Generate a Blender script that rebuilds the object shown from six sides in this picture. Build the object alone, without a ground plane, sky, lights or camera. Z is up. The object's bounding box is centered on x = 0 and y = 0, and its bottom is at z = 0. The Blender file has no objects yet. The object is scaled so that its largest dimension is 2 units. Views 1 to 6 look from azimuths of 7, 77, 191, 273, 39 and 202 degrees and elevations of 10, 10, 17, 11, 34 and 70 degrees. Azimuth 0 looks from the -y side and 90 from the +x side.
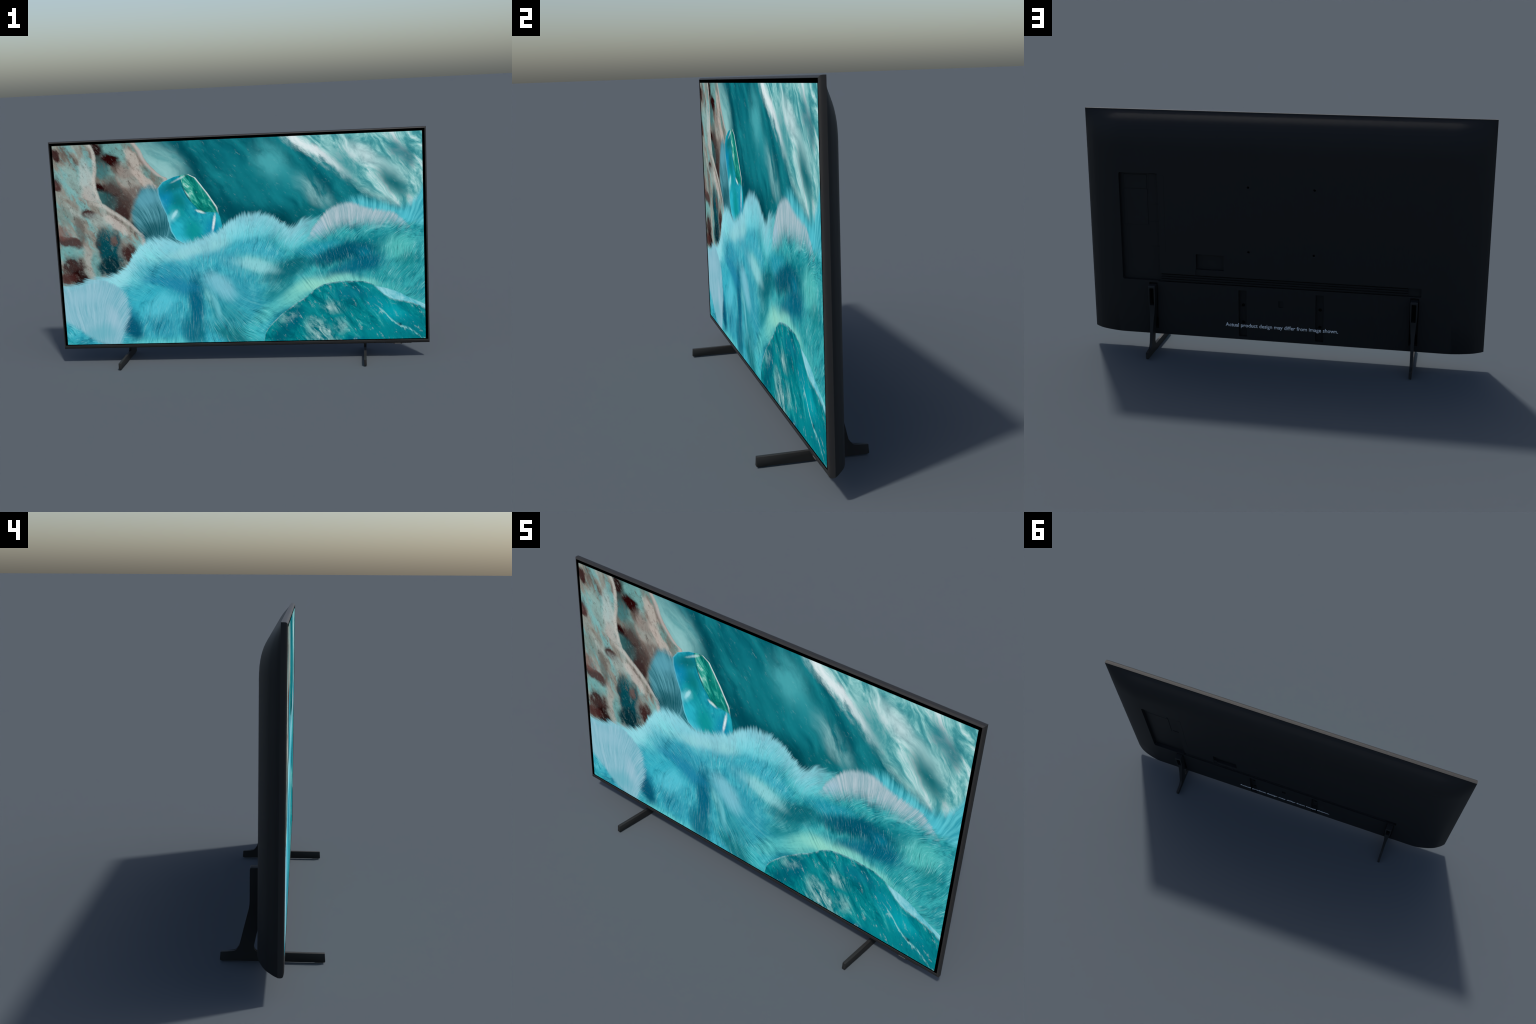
import bpy, bmesh, math
from mathutils import Vector

# ------------------------------------------------------------------ sizes (metres)
HALF_W   = 1.0            # half width of the set
TOP_Z    = 1.2268         # top of the frame
BOT_Z    = 0.0826         # underside of the frame
BACK_Y   = 0.0485         # flat of the back cover
SEAM_Y   = -0.0262        # where frame and back cover meet
FRONT_Y  = -0.0474        # front lip of the frame
PIC_X    = 0.979          # half width of the lit picture
PIC_Z0, PIC_Z1 = 0.108, 1.205
LEG_X    = 0.6570

# ------------------------------------------------------------------ helpers
def new_object(name, mesh, parent=None, mat=None):
    ob = bpy.data.objects.new(name, mesh)
    bpy.context.scene.collection.objects.link(ob)
    if parent: ob.parent = parent
    if mat: ob.data.materials.append(mat)
    return ob

def mesh_from(name, verts, faces):
    me = bpy.data.meshes.new(name)
    me.from_pydata(verts, [], faces)
    me.validate(); me.update()
    bm = bmesh.new(); bm.from_mesh(me)
    bmesh.ops.recalc_face_normals(bm, faces=bm.faces)
    bm.to_mesh(me); bm.free()
    return me

def smooth_by_angle(me, deg=35):
    for p in me.polygons: p.use_smooth = True
    me.set_sharp_from_angle(angle=math.radians(deg))

def box_bmesh(bm, x0, x1, y0, y1, z0, z1):
    vs = [bm.verts.new((x, y, z)) for x in (x0, x1) for y in (y0, y1) for z in (z0, z1)]
    for f in ((0,1,3,2),(4,6,7,5),(0,4,5,1),(2,3,7,6),(0,2,6,4),(1,5,7,3)):
        bm.faces.new([vs[i] for i in f])

def box_mesh(name, x0, x1, y0, y1, z0, z1, bevel=0.0, seg=2):
    bm = bmesh.new(); box_bmesh(bm, x0, x1, y0, y1, z0, z1)
    bmesh.ops.recalc_face_normals(bm, faces=bm.faces)
    if bevel: bmesh.ops.bevel(bm, geom=bm.edges[:], offset=bevel, segments=seg, affect='EDGES', profile=0.5)
    me = bpy.data.meshes.new(name); bm.to_mesh(me); bm.free()
    smooth_by_angle(me)
    return me

def rounded_rect(x0, x1, z0, z1, r, n=5):
    pts = []
    for cx, cz, a0 in ((x1-r, z1-r, 0), (x0+r, z1-r, 90), (x0+r, z0+r, 180), (x1-r, z0+r, 270)):
        for i in range(n+1):
            a = math.radians(a0 + 90*i/n)
            pts.append((cx + r*math.cos(a), cz + r*math.sin(a)))
    return pts

def prism_bmesh(bm, pts, y0, y1):
    a = [bm.verts.new((x, y0, z)) for x, z in pts]
    b = [bm.verts.new((x, y1, z)) for x, z in pts]
    bm.faces.new(a); bm.faces.new(b[::-1])
    n = len(pts)
    for i in range(n):
        j = (i+1) % n
        bm.faces.new((a[i], b[i], b[j], a[j]))

def circle(cx, cz, r, n=24):
    return [(cx + r*math.cos(2*math.pi*i/n), cz + r*math.sin(2*math.pi*i/n)) for i in range(n)]

def cut(ob, bm):
    """subtract the solid in bm from ob, and apply"""
    bmesh.ops.recalc_face_normals(bm, faces=bm.faces)
    me = bpy.data.meshes.new("cutter"); bm.to_mesh(me); bm.free()
    c = bpy.data.objects.new("cutter", me); bpy.context.scene.collection.objects.link(c)
    m = ob.modifiers.new("cut", 'BOOLEAN'); m.object = c; m.operation = 'DIFFERENCE'; m.solver = 'EXACT'
    dg = bpy.context.evaluated_depsgraph_get()
    res = bpy.data.meshes.new_from_object(ob.evaluated_get(dg))
    ob.modifiers.clear(); old = ob.data; ob.data = res
    bpy.data.meshes.remove(old); bpy.data.objects.remove(c); bpy.data.meshes.remove(me)

def interp(tab, t):
    if t <= tab[0][0]: return tab[0][1]
    for (a, fa), (b, fb) in zip(tab, tab[1:]):
        if t <= b:
            return fa + (fb-fa)*(t-a)/(b-a)
    return tab[-1][1]

def smooth_interp(tab, t):
    """Monotone cubic through the control points of a profile."""
    n = len(tab)
    if t <= tab[0][0]: return tab[0][1]
    if t >= tab[-1][0]: return tab[-1][1]
    d = [(tab[i+1][1]-tab[i][1])/(tab[i+1][0]-tab[i][0]) for i in range(n-1)]
    m = [d[0]] + [0 if d[i-1]*d[i] <= 0 else 2*d[i-1]*d[i]/(d[i-1]+d[i]) for i in range(1, n-1)] + [0]
    for i in range(n-1):
        if t <= tab[i+1][0]:
            h = tab[i+1][0]-tab[i][0]; s = (t-tab[i][0])/h
            return ((1+2*s)*(1-s)**2*tab[i][1] + s*(1-s)**2*h*m[i] + s*s*(3-2*s)*tab[i+1][1] + s*s*(s-1)*h*m[i+1])

# ------------------------------------------------------------------ node helper: a little expression language
class Net:
    def __init__(self, mat):
        self.nt = mat.node_tree; self.n = self.nt.nodes; self.l = self.nt.links
    def put(self, sock, val):
        if isinstance(val, V): self.l.new(val.s, sock)
        elif isinstance(val, (tuple, list)):
            sock.default_value = tuple(val) + ((1.0,) if sock.type == 'RGBA' and len(val) == 3 else ())
        else: sock.default_value = val
    def math(self, op, *a, clamp=False):
        nd = self.n.new('ShaderNodeMath'); nd.operation = op; nd.use_clamp = clamp
        for i, v in enumerate(a): self.put(nd.inputs[i], v)
        return V(self, nd.outputs[0])
    def xyz(self, x, y, z=0.0):
        nd = self.n.new('ShaderNodeCombineXYZ')
        for i, v in enumerate((x, y, z)): self.put(nd.inputs[i], v)
        return V(self, nd.outputs[0])
    def noise(self, vec, scale=1.0, detail=2.0, rough=0.5, dist=0.0, dims='3D', kind='FBM'):
        nd = self.n.new('ShaderNodeTexNoise'); nd.noise_dimensions = dims; nd.noise_type = kind
        self.put(nd.inputs['Vector'], vec); nd.inputs['Scale'].default_value = scale
        nd.inputs['Detail'].default_value = detail; nd.inputs['Roughness'].default_value = rough
        nd.inputs['Distortion'].default_value = dist
        return V(self, nd.outputs['Fac'])
    def smooth(self, x, a, b, lo=0.0, hi=1.0):
        nd = self.n.new('ShaderNodeMapRange'); nd.interpolation_type = 'SMOOTHSTEP'; nd.clamp = False
        self.put(nd.inputs['Value'], x); self.put(nd.inputs['From Min'], a); self.put(nd.inputs['From Max'], b)
        self.put(nd.inputs['To Min'], lo); self.put(nd.inputs['To Max'], hi)
        return V(self, nd.outputs[0])
    def curve(self, x, pts, x0, x1, y0, y1, sharp=False):
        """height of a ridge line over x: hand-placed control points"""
        t = self.math('MULTIPLY', self.math('SUBTRACT', x, x0), 1.0/(x1-x0))
        nd = self.n.new('ShaderNodeFloatCurve')
        self.put(nd.inputs['Value'], t)
        c = nd.mapping.curves[0]
        q = [((px-x0)/(x1-x0), (py-y0)/(y1-y0)) for px, py in pts]
        while len(c.points) < len(q): c.points.new(0.5, 0.5)
        for p, (a, b) in zip(c.points, q): p.location = (a, b); p.handle_type = 'VECTOR' if sharp else 'AUTO_CLAMPED'
        nd.mapping.extend = 'HORIZONTAL'
        nd.mapping.update()
        return V(self, nd.outputs[0])*(y1-y0) + y0
    def mix(self, f, a, b, mode='MIX'):
        nd = self.n.new('ShaderNodeMix'); nd.data_type = 'RGBA'; nd.blend_type = mode; nd.clamp_factor = True
        self.put(nd.inputs[0], f); self.put(nd.inputs[6], a); self.put(nd.inputs[7], b)
        return V(self, nd.outputs[2])
    def ramp(self, f, stops):
        nd = self.n.new('ShaderNodeValToRGB'); e = nd.color_ramp.elements
        while len(e) < len(stops): e.new(0.5)
        for el, (p, c) in zip(e, stops): el.position = p; el.color = tuple(c) + (1.0,)
        self.put(nd.inputs[0], f); return V(self, nd.outputs[0])
    def objpos(self):
        nd = self.n.new('ShaderNodeTexCoord'); sp = self.n.new('ShaderNodeSeparateXYZ')
        self.l.new(nd.outputs['Object'], sp.inputs[0])
        return V(self, nd.outputs['Object']), [V(self, o) for o in sp.outputs]

class V:
    def __init__(self, net, s): self.net, self.s = net, s
    def __add__(self, o): return self.net.math('ADD', self, o)
    __radd__ = __add__
    def __sub__(self, o): return self.net.math('SUBTRACT', self, o)
    def __rsub__(self, o): return self.net.math('SUBTRACT', o, self)
    def __mul__(self, o): return self.net.math('MULTIPLY', self, o)
    __rmul__ = __mul__
    def __truediv__(self, o): return self.net.math('DIVIDE', self, o)
    def sqrt(self): return self.net.math('SQRT', self)
    def max(self, o): return self.net.math('MAXIMUM', self, o)
    def min(self, o): return self.net.math('MINIMUM', self, o)

def srgb(r, g, b):
    f = lambda c: (c/255)/12.92 if c/255 <= 0.04045 else ((c/255+0.055)/1.055)**2.4
    return (f(r), f(g), f(b))

def plain_material(name, col, rough=0.5, spec=0.5, grain=0.0, grain_scale=900.0, mottling=0.06):
    m = bpy.data.materials.new(name); m.use_nodes = True
    net = Net(m); b = net.n['Principled BSDF']
    pos, _ = net.objpos()
    n = net.noise(pos, 14.0, 3.0)
    net.put(b.inputs['Base Color'], net.mix(n, [c*(1-mottling) for c in col], [c*(1+mottling) for c in col]))
    b.inputs['Roughness'].default_value = rough
    b.inputs['Specular IOR Level'].default_value = spec
    if grain:
        bp = net.n.new('ShaderNodeBump'); bp.inputs['Strength'].default_value = grain; bp.inputs['Distance'].default_value = 0.0004
        net.put(bp.inputs['Height'], net.noise(pos, grain_scale, 2.0)); net.l.new(bp.outputs[0], b.inputs['Normal'])
    return m

# ------------------------------------------------------------------ materials
M_FRAME  = plain_material("frame_metal", (0.0175, 0.0175, 0.0178), 0.58, 0.3, 0.05)
M_BLACK  = plain_material("panel_black", (0.0, 0.0, 0.0), 0.6, 0.0, mottling=0.0)
M_LEG    = plain_material("leg_plastic", (0.0145, 0.0148, 0.0148), 0.6, 0.25, 0.08)
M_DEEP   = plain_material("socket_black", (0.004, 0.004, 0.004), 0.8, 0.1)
M_COVER  = plain_material("cable_cover_plastic", (0.0095, 0.0098, 0.0102), 0.65, 0.2)
M_TAB    = plain_material("logo_tab_plastic", (0.016, 0.016, 0.016), 0.5, 0.3)
M_MARK   = plain_material("logo_silver", (0.13, 0.13, 0.13), 0.4, 0.4)
M_TEXT   = plain_material("notice_print", (0.80, 0.80, 0.80), 0.7, 0.1)

def ribbed_back_material():
    """dark plastic with a fine vertical rib pressed into it"""
    m = bpy.data.materials.new("ribbed_back_plastic"); m.use_nodes = True
    net = Net(m); b = net.n['Principled BSDF']
    pos, (x, y, z) = net.objpos()
    n = net.noise(pos, 9.0, 3.0)
    rib = net.math('ABSOLUTE', net.math('SINE', x*(math.pi/0.0042)))
    base = net.mix(n, (0.0105, 0.0108, 0.0112), (0.0118, 0.0121, 0.0125))
    net.put(b.inputs['Base Color'], net.mix(rib*0.18, base, (0.008, 0.0082, 0.0085)))
    b.inputs['Roughness'].default_value = 0.6; b.inputs['Specular IOR Level'].default_value = 0.25
    bp = net.n.new('ShaderNodeBump'); bp.inputs['Strength'].default_value = 0.12; bp.inputs['Distance'].default_value = 0.0005
    net.put(bp.inputs['Height'], rib); net.l.new(bp.outputs[0], b.inputs['Normal'])
    return m
M_BACK = ribbed_back_material()

#PICTURE_BEGIN
def picture_material(name, layers):
    """One part of the lit picture, made of the layers that reach into it: a furry teal landscape with a rock face, an ice crystal and a boulder of ice.
    Ridge lines are curves over x (or z), hair is noise in polar coordinates round a parting point."""
    m = bpy.data.materials.new(name); m.use_nodes = True
    net = Net(m); b = net.n['Principled BSDF']
    P, (x, y, z) = net.objpos()
    C = srgb

    def mapped(vec, loc, rot, scale):
        nd = net.n.new('ShaderNodeMapping'); nd.vector_type = 'TEXTURE'
        net.put(nd.inputs['Vector'], vec)
        nd.inputs['Location'].default_value = (loc[0], 0, loc[1])
        nd.inputs['Rotation'].default_value = (0, -math.radians(rot), 0)
        nd.inputs['Scale'].default_value = (scale[0], 1.0, scale[1])
        return V(net, nd.outputs[0])
    def radius(vec):
        """distance from the origin of a mapped vector, up to 1"""
        nd = net.n.new('ShaderNodeTexGradient'); nd.gradient_type = 'SPHERICAL'; net.put(nd.inputs[0], vec)
        return V(net, nd.outputs['Fac'])
    def blob(vec, cx, cz, rx, rz, rot=0.0, core=1.0):
        """soft ellipse: 1 inside, fading to 0 at radius 1; rot in degrees, counter-clockwise"""
        return net.smooth(radius(mapped(vec, (cx, cz), rot, (rx, rz))), 0.0, core)
    def paint(col, vec, spots, rag=None, soft=(0.0, 0.9), grow=1.2):
        """spots of colour: (cx, cz, rx, rz, rot, colour, strength); rag frays their edges"""
        if rag is not None: rag = rag*1.7 + 1.0
        for cx, cz, rx, rz, rot, c, k in spots:
            r = radius(mapped(vec, (cx, cz), rot, (rx*grow, rz*grow)))
            if rag is not None: r = r*rag
            col = net.mix(net.smooth(r, soft[0], soft[1], 0.0, k), col, C(*c))
        return col
    def jitter(scale, amount, detail=3.0, seed=0.0):
        """the position pushed about by noise"""
        nd = net.n.new('ShaderNodeTexNoise'); nd.noise_dimensions = '4D'; nd.inputs['W'].default_value = seed
        nd.inputs['Scale'].default_value = scale; nd.inputs['Detail'].default_value = detail
        net.put(nd.inputs['Vector'], P)
        push = net.mix(amount, (-amount/2,)*3, V(net, nd.outputs['Color']))
        mp = net.n.new('ShaderNodeMapping'); mp.vector_type = 'POINT'
        net.put(mp.inputs['Vector'], P); net.put(mp.inputs['Location'], push)
        return V(net, mp.outputs[0])
    def streaks(rot, along, across, detail=4.0, rough=0.55, vec=None, dist=0.0):
        """noise drawn out along a direction"""
        return net.noise(mapped(P0 if vec is None else vec, (0, 0), rot, (along, across)), 1.0, detail, rough, dist)
    def hair(cx, cz, fine, long, detail=2.0, swirl=0.0, rough=0.5):
        """strands that radiate from a parting point"""
        dx, dz = x-cx, z-cz
        r = (dx*dx + dz*dz).sqrt()
        a = net.math('ARCTAN2', dx, dz)
        if swirl: a = a + r*swirl
        a = a + (net.noise(P0, 4.0, 1.5)-0.5)*0.26
        w = a*(fine/long)
        nd = net.n.new('ShaderNodeTexNoise'); nd.noise_dimensions = '4D'
        net.put(nd.inputs['Vector'], P0); net.put(nd.inputs['W'], w)
        nd.inputs['Scale'].default_value = long; nd.inputs['Detail'].default_value = detail; nd.inputs['Roughness'].default_value = rough
        return V(net, nd.outputs['Fac'])
    def deepen(c, g):
        nd = net.n.new('ShaderNodeGamma'); net.put(nd.inputs[0], c); nd.inputs[1].default_value = g
        return V(net, nd.outputs[0])
    def contrast(v, lo, hi): return net.smooth(v, lo, hi)

    PW = jitter(5.0, 0.10)            # slow wander for patches
    PF = jitter(22.0, 0.035, 3.0, 3.1)  # finer wander for edges

    P0 = jitter(1.0, 1e-6, 0.0, 9.0)    # as good as unmoved; keeps the big graph in order of use
    col = C(30, 110, 115)

    # ------------------------------------------------ valley wall behind
    if 'wall' in layers:
        diag = streaks(-52, 0.30, 0.075, 5.0, 0.6, PW)
        grain = streaks(-42, 0.045, 0.016, 6.0, 0.7, P0, 0.15)
        cloud = streaks(-50, 0.24, 0.080, 8.0, 0.66, PW, 0.6)
        col = net.mix(contrast(diag, 0.30, 0.72), C(2, 84, 96), C(24, 130, 138))
        col = paint(col, PW, [
            (-0.36, 1.15, 0.26, 0.115, -42, (142, 196, 194), 0.85), (-0.30, 1.06, 0.22, 0.045, -48, (150, 200, 198), 0.75),
            (-0.42, 1.09, 0.10, 0.05, -50, (92, 168, 170), 0.6),
            (-0.17, 1.12, 0.22, 0.050, -55, (0, 68, 80), 0.9), (0.02, 1.16, 0.18, 0.08, -40, (10, 106, 118), 0.7),
            (-0.10, 0.92, 0.20, 0.07, -55, (0, 72, 82), 0.85), (0.05, 0.86, 0.24, 0.10, -20, (0, 72, 84), 0.9), (-0.16, 1.00, 0.14, 0.03, -52, (70, 150, 152), 0.5),
            (0.24, 1.12, 0.15, 0.10, -50, (74, 170, 176), 0.85), (0.36, 1.03, 0.14, 0.07, -40, (48, 150, 158), 0.7), (0.12, 1.00, 0.14, 0.12, -30, (12, 110, 120), 0.6),
            (0.30, 0.98, 0.11, 0.10, -30, (20, 128, 138), 0.6), (0.30, 0.80, 0.20, 0.085, -10, (0, 66, 76), 0.95), (0.42, 0.87, 0.12, 0.05, 20, (6, 96, 104), 0.7)], (cloud-0.5)*1.3)
        # the bright torrent on the right: everything above a falling line
        fall = net.curve(x, [(-0.98, 1.5), (0.10, 1.33), (0.267, 1.205), (0.34, 1.149), (0.431, 1.094), (0.521, 1.025), (0.612, 0.957), (0.702, 0.897), (0.839, 0.832), (0.98, 0.78)], -0.98, 0.98, 0.7, 1.6)
        d = z - fall + (diag-0.5)*0.05 + (grain-0.5)*0.06
        white = net.ramp(contrast(cloud, 0.27, 0.72), [(0.0, C(20, 112, 122)), (0.33, C(74, 156, 160)), (0.58, C(136, 198, 196)), (0.9, C(218, 236, 236))])
        white = paint(white, PW, [
            (0.33, 1.17, 0.17, 0.045, -38, (232, 242, 242), 1.0), (0.45, 1.10, 0.17, 0.040, -36, (226, 238, 238), 1.0), (0.54, 1.03, 0.12, 0.035, -38, (206, 228, 227), 0.9), (0.40, 1.19, 0.10, 0.03, -30, (178, 216, 214), 0.7), (0.55, 1.17, 0.06, 0.05, -40, (150, 204, 202), 0.6), (0.60, 0.99, 0.16, 0.05, -38, (186, 216, 214), 0.7),
            (0.63, 1.09, 0.10, 0.13, 25, (54, 142, 148), 0.75), (0.66, 1.00, 0.07, 0.05, -30, (44, 132, 138), 0.6),
            (0.73, 1.14, 0.16, 0.05, -38, (206, 230, 229), 0.75), (0.86, 1.06, 0.14, 0.05, -40, (170, 212, 210), 0.6),
            (0.90, 1.165, 0.10, 0.06, -55, (14, 112, 124), 0.8), (0.955, 1.13, 0.04, 0.10, -10, (8, 104, 116), 0.7),
            (0.88, 0.985, 0.13, 0.055, -48, (10, 100, 108), 0.95), (0.84, 0.87, 0.12, 0.05, -25, (156, 200, 198), 0.7), (0.77, 0.93, 0.10, 0.04, -40, (140, 196, 194), 0.6)], (cloud-0.5)*1.5)
        col = net.mix(net.smooth(d, -0.035, 0.03), col, white)
        # its brightest lip
        lip = net.smooth(net.math('ABSOLUTE', d-0.030+(cloud-0.5)*0.08), 0.042, 0.0)*net.smooth(x, 0.66, 0.42)*net.smooth(x, 0.14, 0.26)
        col = net.mix(lip*0.85, col, C(232, 242, 242))
        # a paler dome under the torrent
        col = net.mix(blob(PW, 0.47, 0.965, 0.17, 0.075, -38)*contrast(cloud, 0.35, 0.70)*0.95, col, C(150, 200, 200))
        # curled fibres and grain over the whole wall
        worm = net.math('ABSOLUTE', net.noise(mapped(P0, (0, 0), -35, (0.055, 0.030)), 1.0, 3.0, 0.6, 0.8) - 0.5)
        col = net.mix(net.smooth(worm, 0.012, 0.0)*contrast(grain, 0.50, 0.70)*0.22, col, C(160, 205, 205))
        col = net.mix(contrast(grain, 0.30, 0.05)*0.6, col, C(0, 70, 80)); col = net.mix(contrast(grain, 0.58, 0.85)*0.5, col, C(170, 212, 210))

    # ------------------------------------------------ fur bank at the far right
    if 'bank' in layers:
        hr = hair(0.72, 0.35, 40.0, 4.0, 5.0, 0.0, 0.72)
        rr = net.curve(x, [(-0.98, 0.3), (0.38, 0.73), (0.476, 0.800), (0.553, 0.846), (0.628, 0.872), (0.701, 0.858), (0.793, 0.829), (0.848, 0.817), (0.894, 0.825), (0.932, 0.852), (0.98, 0.926)], -0.98, 0.98, 0.2, 1.0)
        bank = net.mix(contrast(hr, 0.3, 0.7), C(38, 150, 168), C(100, 202, 212))
        bank = paint(bank, PW, [(0.69, 0.82, 0.10, 0.05, -30, (30, 140, 164), 0.8), (0.86, 0.79, 0.10, 0.03, 15, (24, 128, 142), 0.8), (0.93, 0.80, 0.07, 0.05, 40, (88, 200, 214), 0.7)])
        col = net.mix(net.smooth(rr - z + (hr-0.5)*0.07, -0.030, 0.030)*net.smooth(x, 0.50, 0.66), col, bank)

    # ------------------------------------------------ rock face on the left
    if 'rock' in layers:
        rough_ = streaks(-58, 0.024, 0.010, 5.0, 0.72, P0, 0.3)
        veins = streaks(-62, 0.22, 0.060, 6.0, 0.6, PW, 0.5)
        rock = net.ramp(contrast(veins, 0.25, 0.75), [(0.0, C(112, 100, 94)), (0.35, C(158, 154, 146)), (0.7, C(164, 172, 166)), (1.0, C(196, 200, 195))])
        tint = streaks(-60, 0.16, 0.050, 4.0, 0.6, PF)
        rock = net.mix(contrast(tint, 0.47, 0.62)*0.80, rock, C(138, 188, 188))
        speck = net.noise(P0, 48.0, 6.0, 0.78, 0.5)
        l1 = net.curve(z, [(0.40, -0.60), (0.80, -0.68), (0.886, -0.725), (0.94, -0.745), (1.008, -0.755), (1.075, -0.745), (1.151, -0.747), (1.22, -0.775)], 0.40, 1.22, -1.0, -0.5)
        l2 = net.curve(x, [(-0.98, 0.965), (-0.90, 0.945), (-0.821, 0.914), (-0.725, 0.885), (-0.683, 0.856), (-0.636, 0.825), (-0.58, 0.780), (-0.524, 0.718), (-0.46, 0.62), (-0.3, 0.4)], -0.98, 0.98, 0.3, 1.0)
        e1 = x - l1 + (rough_-0.5)*0.016                # right of the first lobe
        e2 = z - l2 + (rough_-0.5)*0.014                # above the lower lobe
        behind = net.smooth(e1, -0.004, 0.004)*net.smooth(e2, -0.004, 0.004)
        fray = streaks(-55, 0.085, 0.042, 9.0, 0.76, P0, 0.5)
        rag = (fray-0.5)*2.2
        shade = net.mix(contrast(tint, 0.42, 0.62), C(140, 130, 122), C(132, 164, 160))
        shade = paint(shade, PF, [
            (-0.69, 1.17, 0.08, 0.10, -60, (66, 92, 92), 0.85), (-0.73, 1.20, 0.05, 0.03, -50, (50, 12, 14), 0.95), (-0.62, 1.18, 0.09, 0.06, -50, (136, 186, 184), 0.75),
            (-0.645, 1.135, 0.055, 0.035, -20, (58, 16, 18), 1.0), (-0.70, 1.08, 0.05, 0.05, -50, (64, 128, 132), 0.7), (-0.58, 1.07, 0.08, 0.035, -25, (64, 34, 32), 0.65),
            (-0.72, 0.99, 0.055, 0.025, -15, (52, 16, 18), 1.0), (-0.655, 0.965, 0.05, 0.065, -60, (60, 20, 22), 0.9), (-0.64, 1.00, 0.07, 0.05, -40, (110, 100, 96), 0.6),
            (-0.70, 0.925, 0.065, 0.055, -35, (62, 110, 112), 0.9), (-0.635, 0.88, 0.07, 0.06, -40, (70, 92, 94), 0.85), (-0.605, 0.83, 0.045, 0.07, -10, (62, 26, 28), 0.9), (-0.585, 0.90, 0.05, 0.09, -15, (84, 66, 64), 0.8),
            (-0.545, 0.76, 0.045, 0.05, -40, (50, 18, 20), 0.9), (-0.54, 1.02, 0.12, 0.07, -55, (186, 174, 166), 0.65), (-0.47, 1.02, 0.10, 0.025, -42, (204, 190, 182), 0.8), (-0.52, 1.13, 0.09, 0.030, -60, (202, 192, 184), 0.8),
            (-0.52, 0.945, 0.06, 0.05, -45, (120, 108, 104), 0.7)], rag, (0.05, 0.55), 1.25)
        front = paint(rock, PF, [
            (-0.945, 1.17, 0.022, 0.04, 25, (66, 20, 22), 0.9), (-0.955, 0.99, 0.03, 0.075, 0, (84, 36, 38), 0.85), (-0.78, 1.09, 0.035, 0.08, 10, (128, 190, 192), 0.6), (-0.86, 1.02, 0.05, 0.12, 20, (150, 196, 194), 0.45),
            (-0.78, 1.00, 0.045, 0.15, 8, (202, 204, 200), 0.7), (-0.77, 0.93, 0.04, 0.08, 20, (190, 178, 172), 0.6), (-0.93, 0.85, 0.08, 0.06, -50, (128, 118, 110), 0.6), (-0.90, 0.82, 0.035, 0.05, 20, (72, 118, 116), 0.6)], rag, (0.05, 0.55), 1.25)
        lobe = paint(rock, PF, [
            (-0.785, 0.848, 0.045, 0.030, -30, (74, 24, 24), 0.95), (-0.93, 0.845, 0.07, 0.05, -40, (120, 150, 146), 0.5), (-0.91, 0.70, 0.10, 0.030, -12, (88, 38, 36), 0.85), (-0.84, 0.76, 0.03, 0.10, 12, (116, 104, 98), 0.7), (-0.94, 0.75, 0.06, 0.04, -30, (138, 100, 94), 0.6),
            (-0.73, 0.81, 0.09, 0.035, -25, (178, 192, 188), 0.6), (-0.64, 0.79, 0.10, 0.030, -40, (210, 200, 194), 0.75), (-0.90, 0.635, 0.08, 0.04, 0, (126, 176, 174), 0.6),
            (-0.895, 0.56, 0.075, 0.065, 20, (66, 30, 30), 0.9), (-0.865, 0.49, 0.06, 0.055, -40, (46, 14, 16), 0.95), (-0.93, 0.50, 0.06, 0.035, 0, (92, 54, 52), 0.8), (-0.80, 0.58, 0.025, 0.12, 8, (180, 178, 172), 0.8), (-0.765, 0.56, 0.030, 0.08, 5, (112, 172, 172), 0.7),
            (-0.735, 0.68, 0.022, 0.08, 5, (72, 40, 38), 0.75), (-0.680, 0.655, 0.075, 0.13, 10, (12, 92, 102), 1.0), (-0.675, 0.56, 0.09, 0.06, 10, (0, 64, 74), 1.0), (-0.60, 0.66, 0.045, 0.07, -20, (150, 144, 138), 0.6), (-0.575, 0.625, 0.045, 0.06, 15, (72, 34, 34), 0.9), (-0.66, 0.70, 0.02, 0.03, 0, (150, 110, 100), 0.6)], rag, (0.05, 0.55), 1.25)
        rock = net.mix(net.smooth(e2, 0.004, -0.004), net.mix(behind, front, shade), lobe)
        lit = net.smooth(net.math('ABSOLUTE', e1+0.010), 0.018, 0.0)*net.smooth(e2, 0.0, 0.02) 
        lit = lit.max(net.smooth(net.math('ABSOLUTE', e2+0.012), 0.022, 0.0)*net.smooth(x, -0.86, -0.72))
        rock = net.mix(lit*0.75, rock, C(210, 204, 198))
        rock = net.mix(contrast(fray, 0.47, 0.27)*0.60, rock, C(88, 62, 56)); rock = net.mix(contrast(fray, 0.54, 0.74)*0.45, rock, C(196, 206, 200))
        rock = net.mix(contrast(speck, 0.45, 0.28)*0.65, rock, C(80, 58, 52)); rock = net.mix(contrast(speck, 0.56, 0.74)*0.20, rock, C(210, 216, 210))
        rock = net.mix(contrast(rough_, 0.47, 0.22)*0.55, rock, C(84, 66, 60)); rock = net.mix(contrast(rough_, 0.56, 0.80)*0.35, rock, C(208, 216, 210))
        rock = net.mix(1.0, deepen(rock, 1.26), (0.95, 1.01, 1.0), 'MULTIPLY')
        rx = net.curve(z, [(0.40, -0.50), (0.72, -0.50), (0.90, -0.43), (1.003, -0.361), (1.025, -0.393), (1.063, -0.434), (1.112, -0.474), (1.160, -0.495), (1.22, -0.535)], 0.40, 1.22, -1.0, -0.3)
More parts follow.
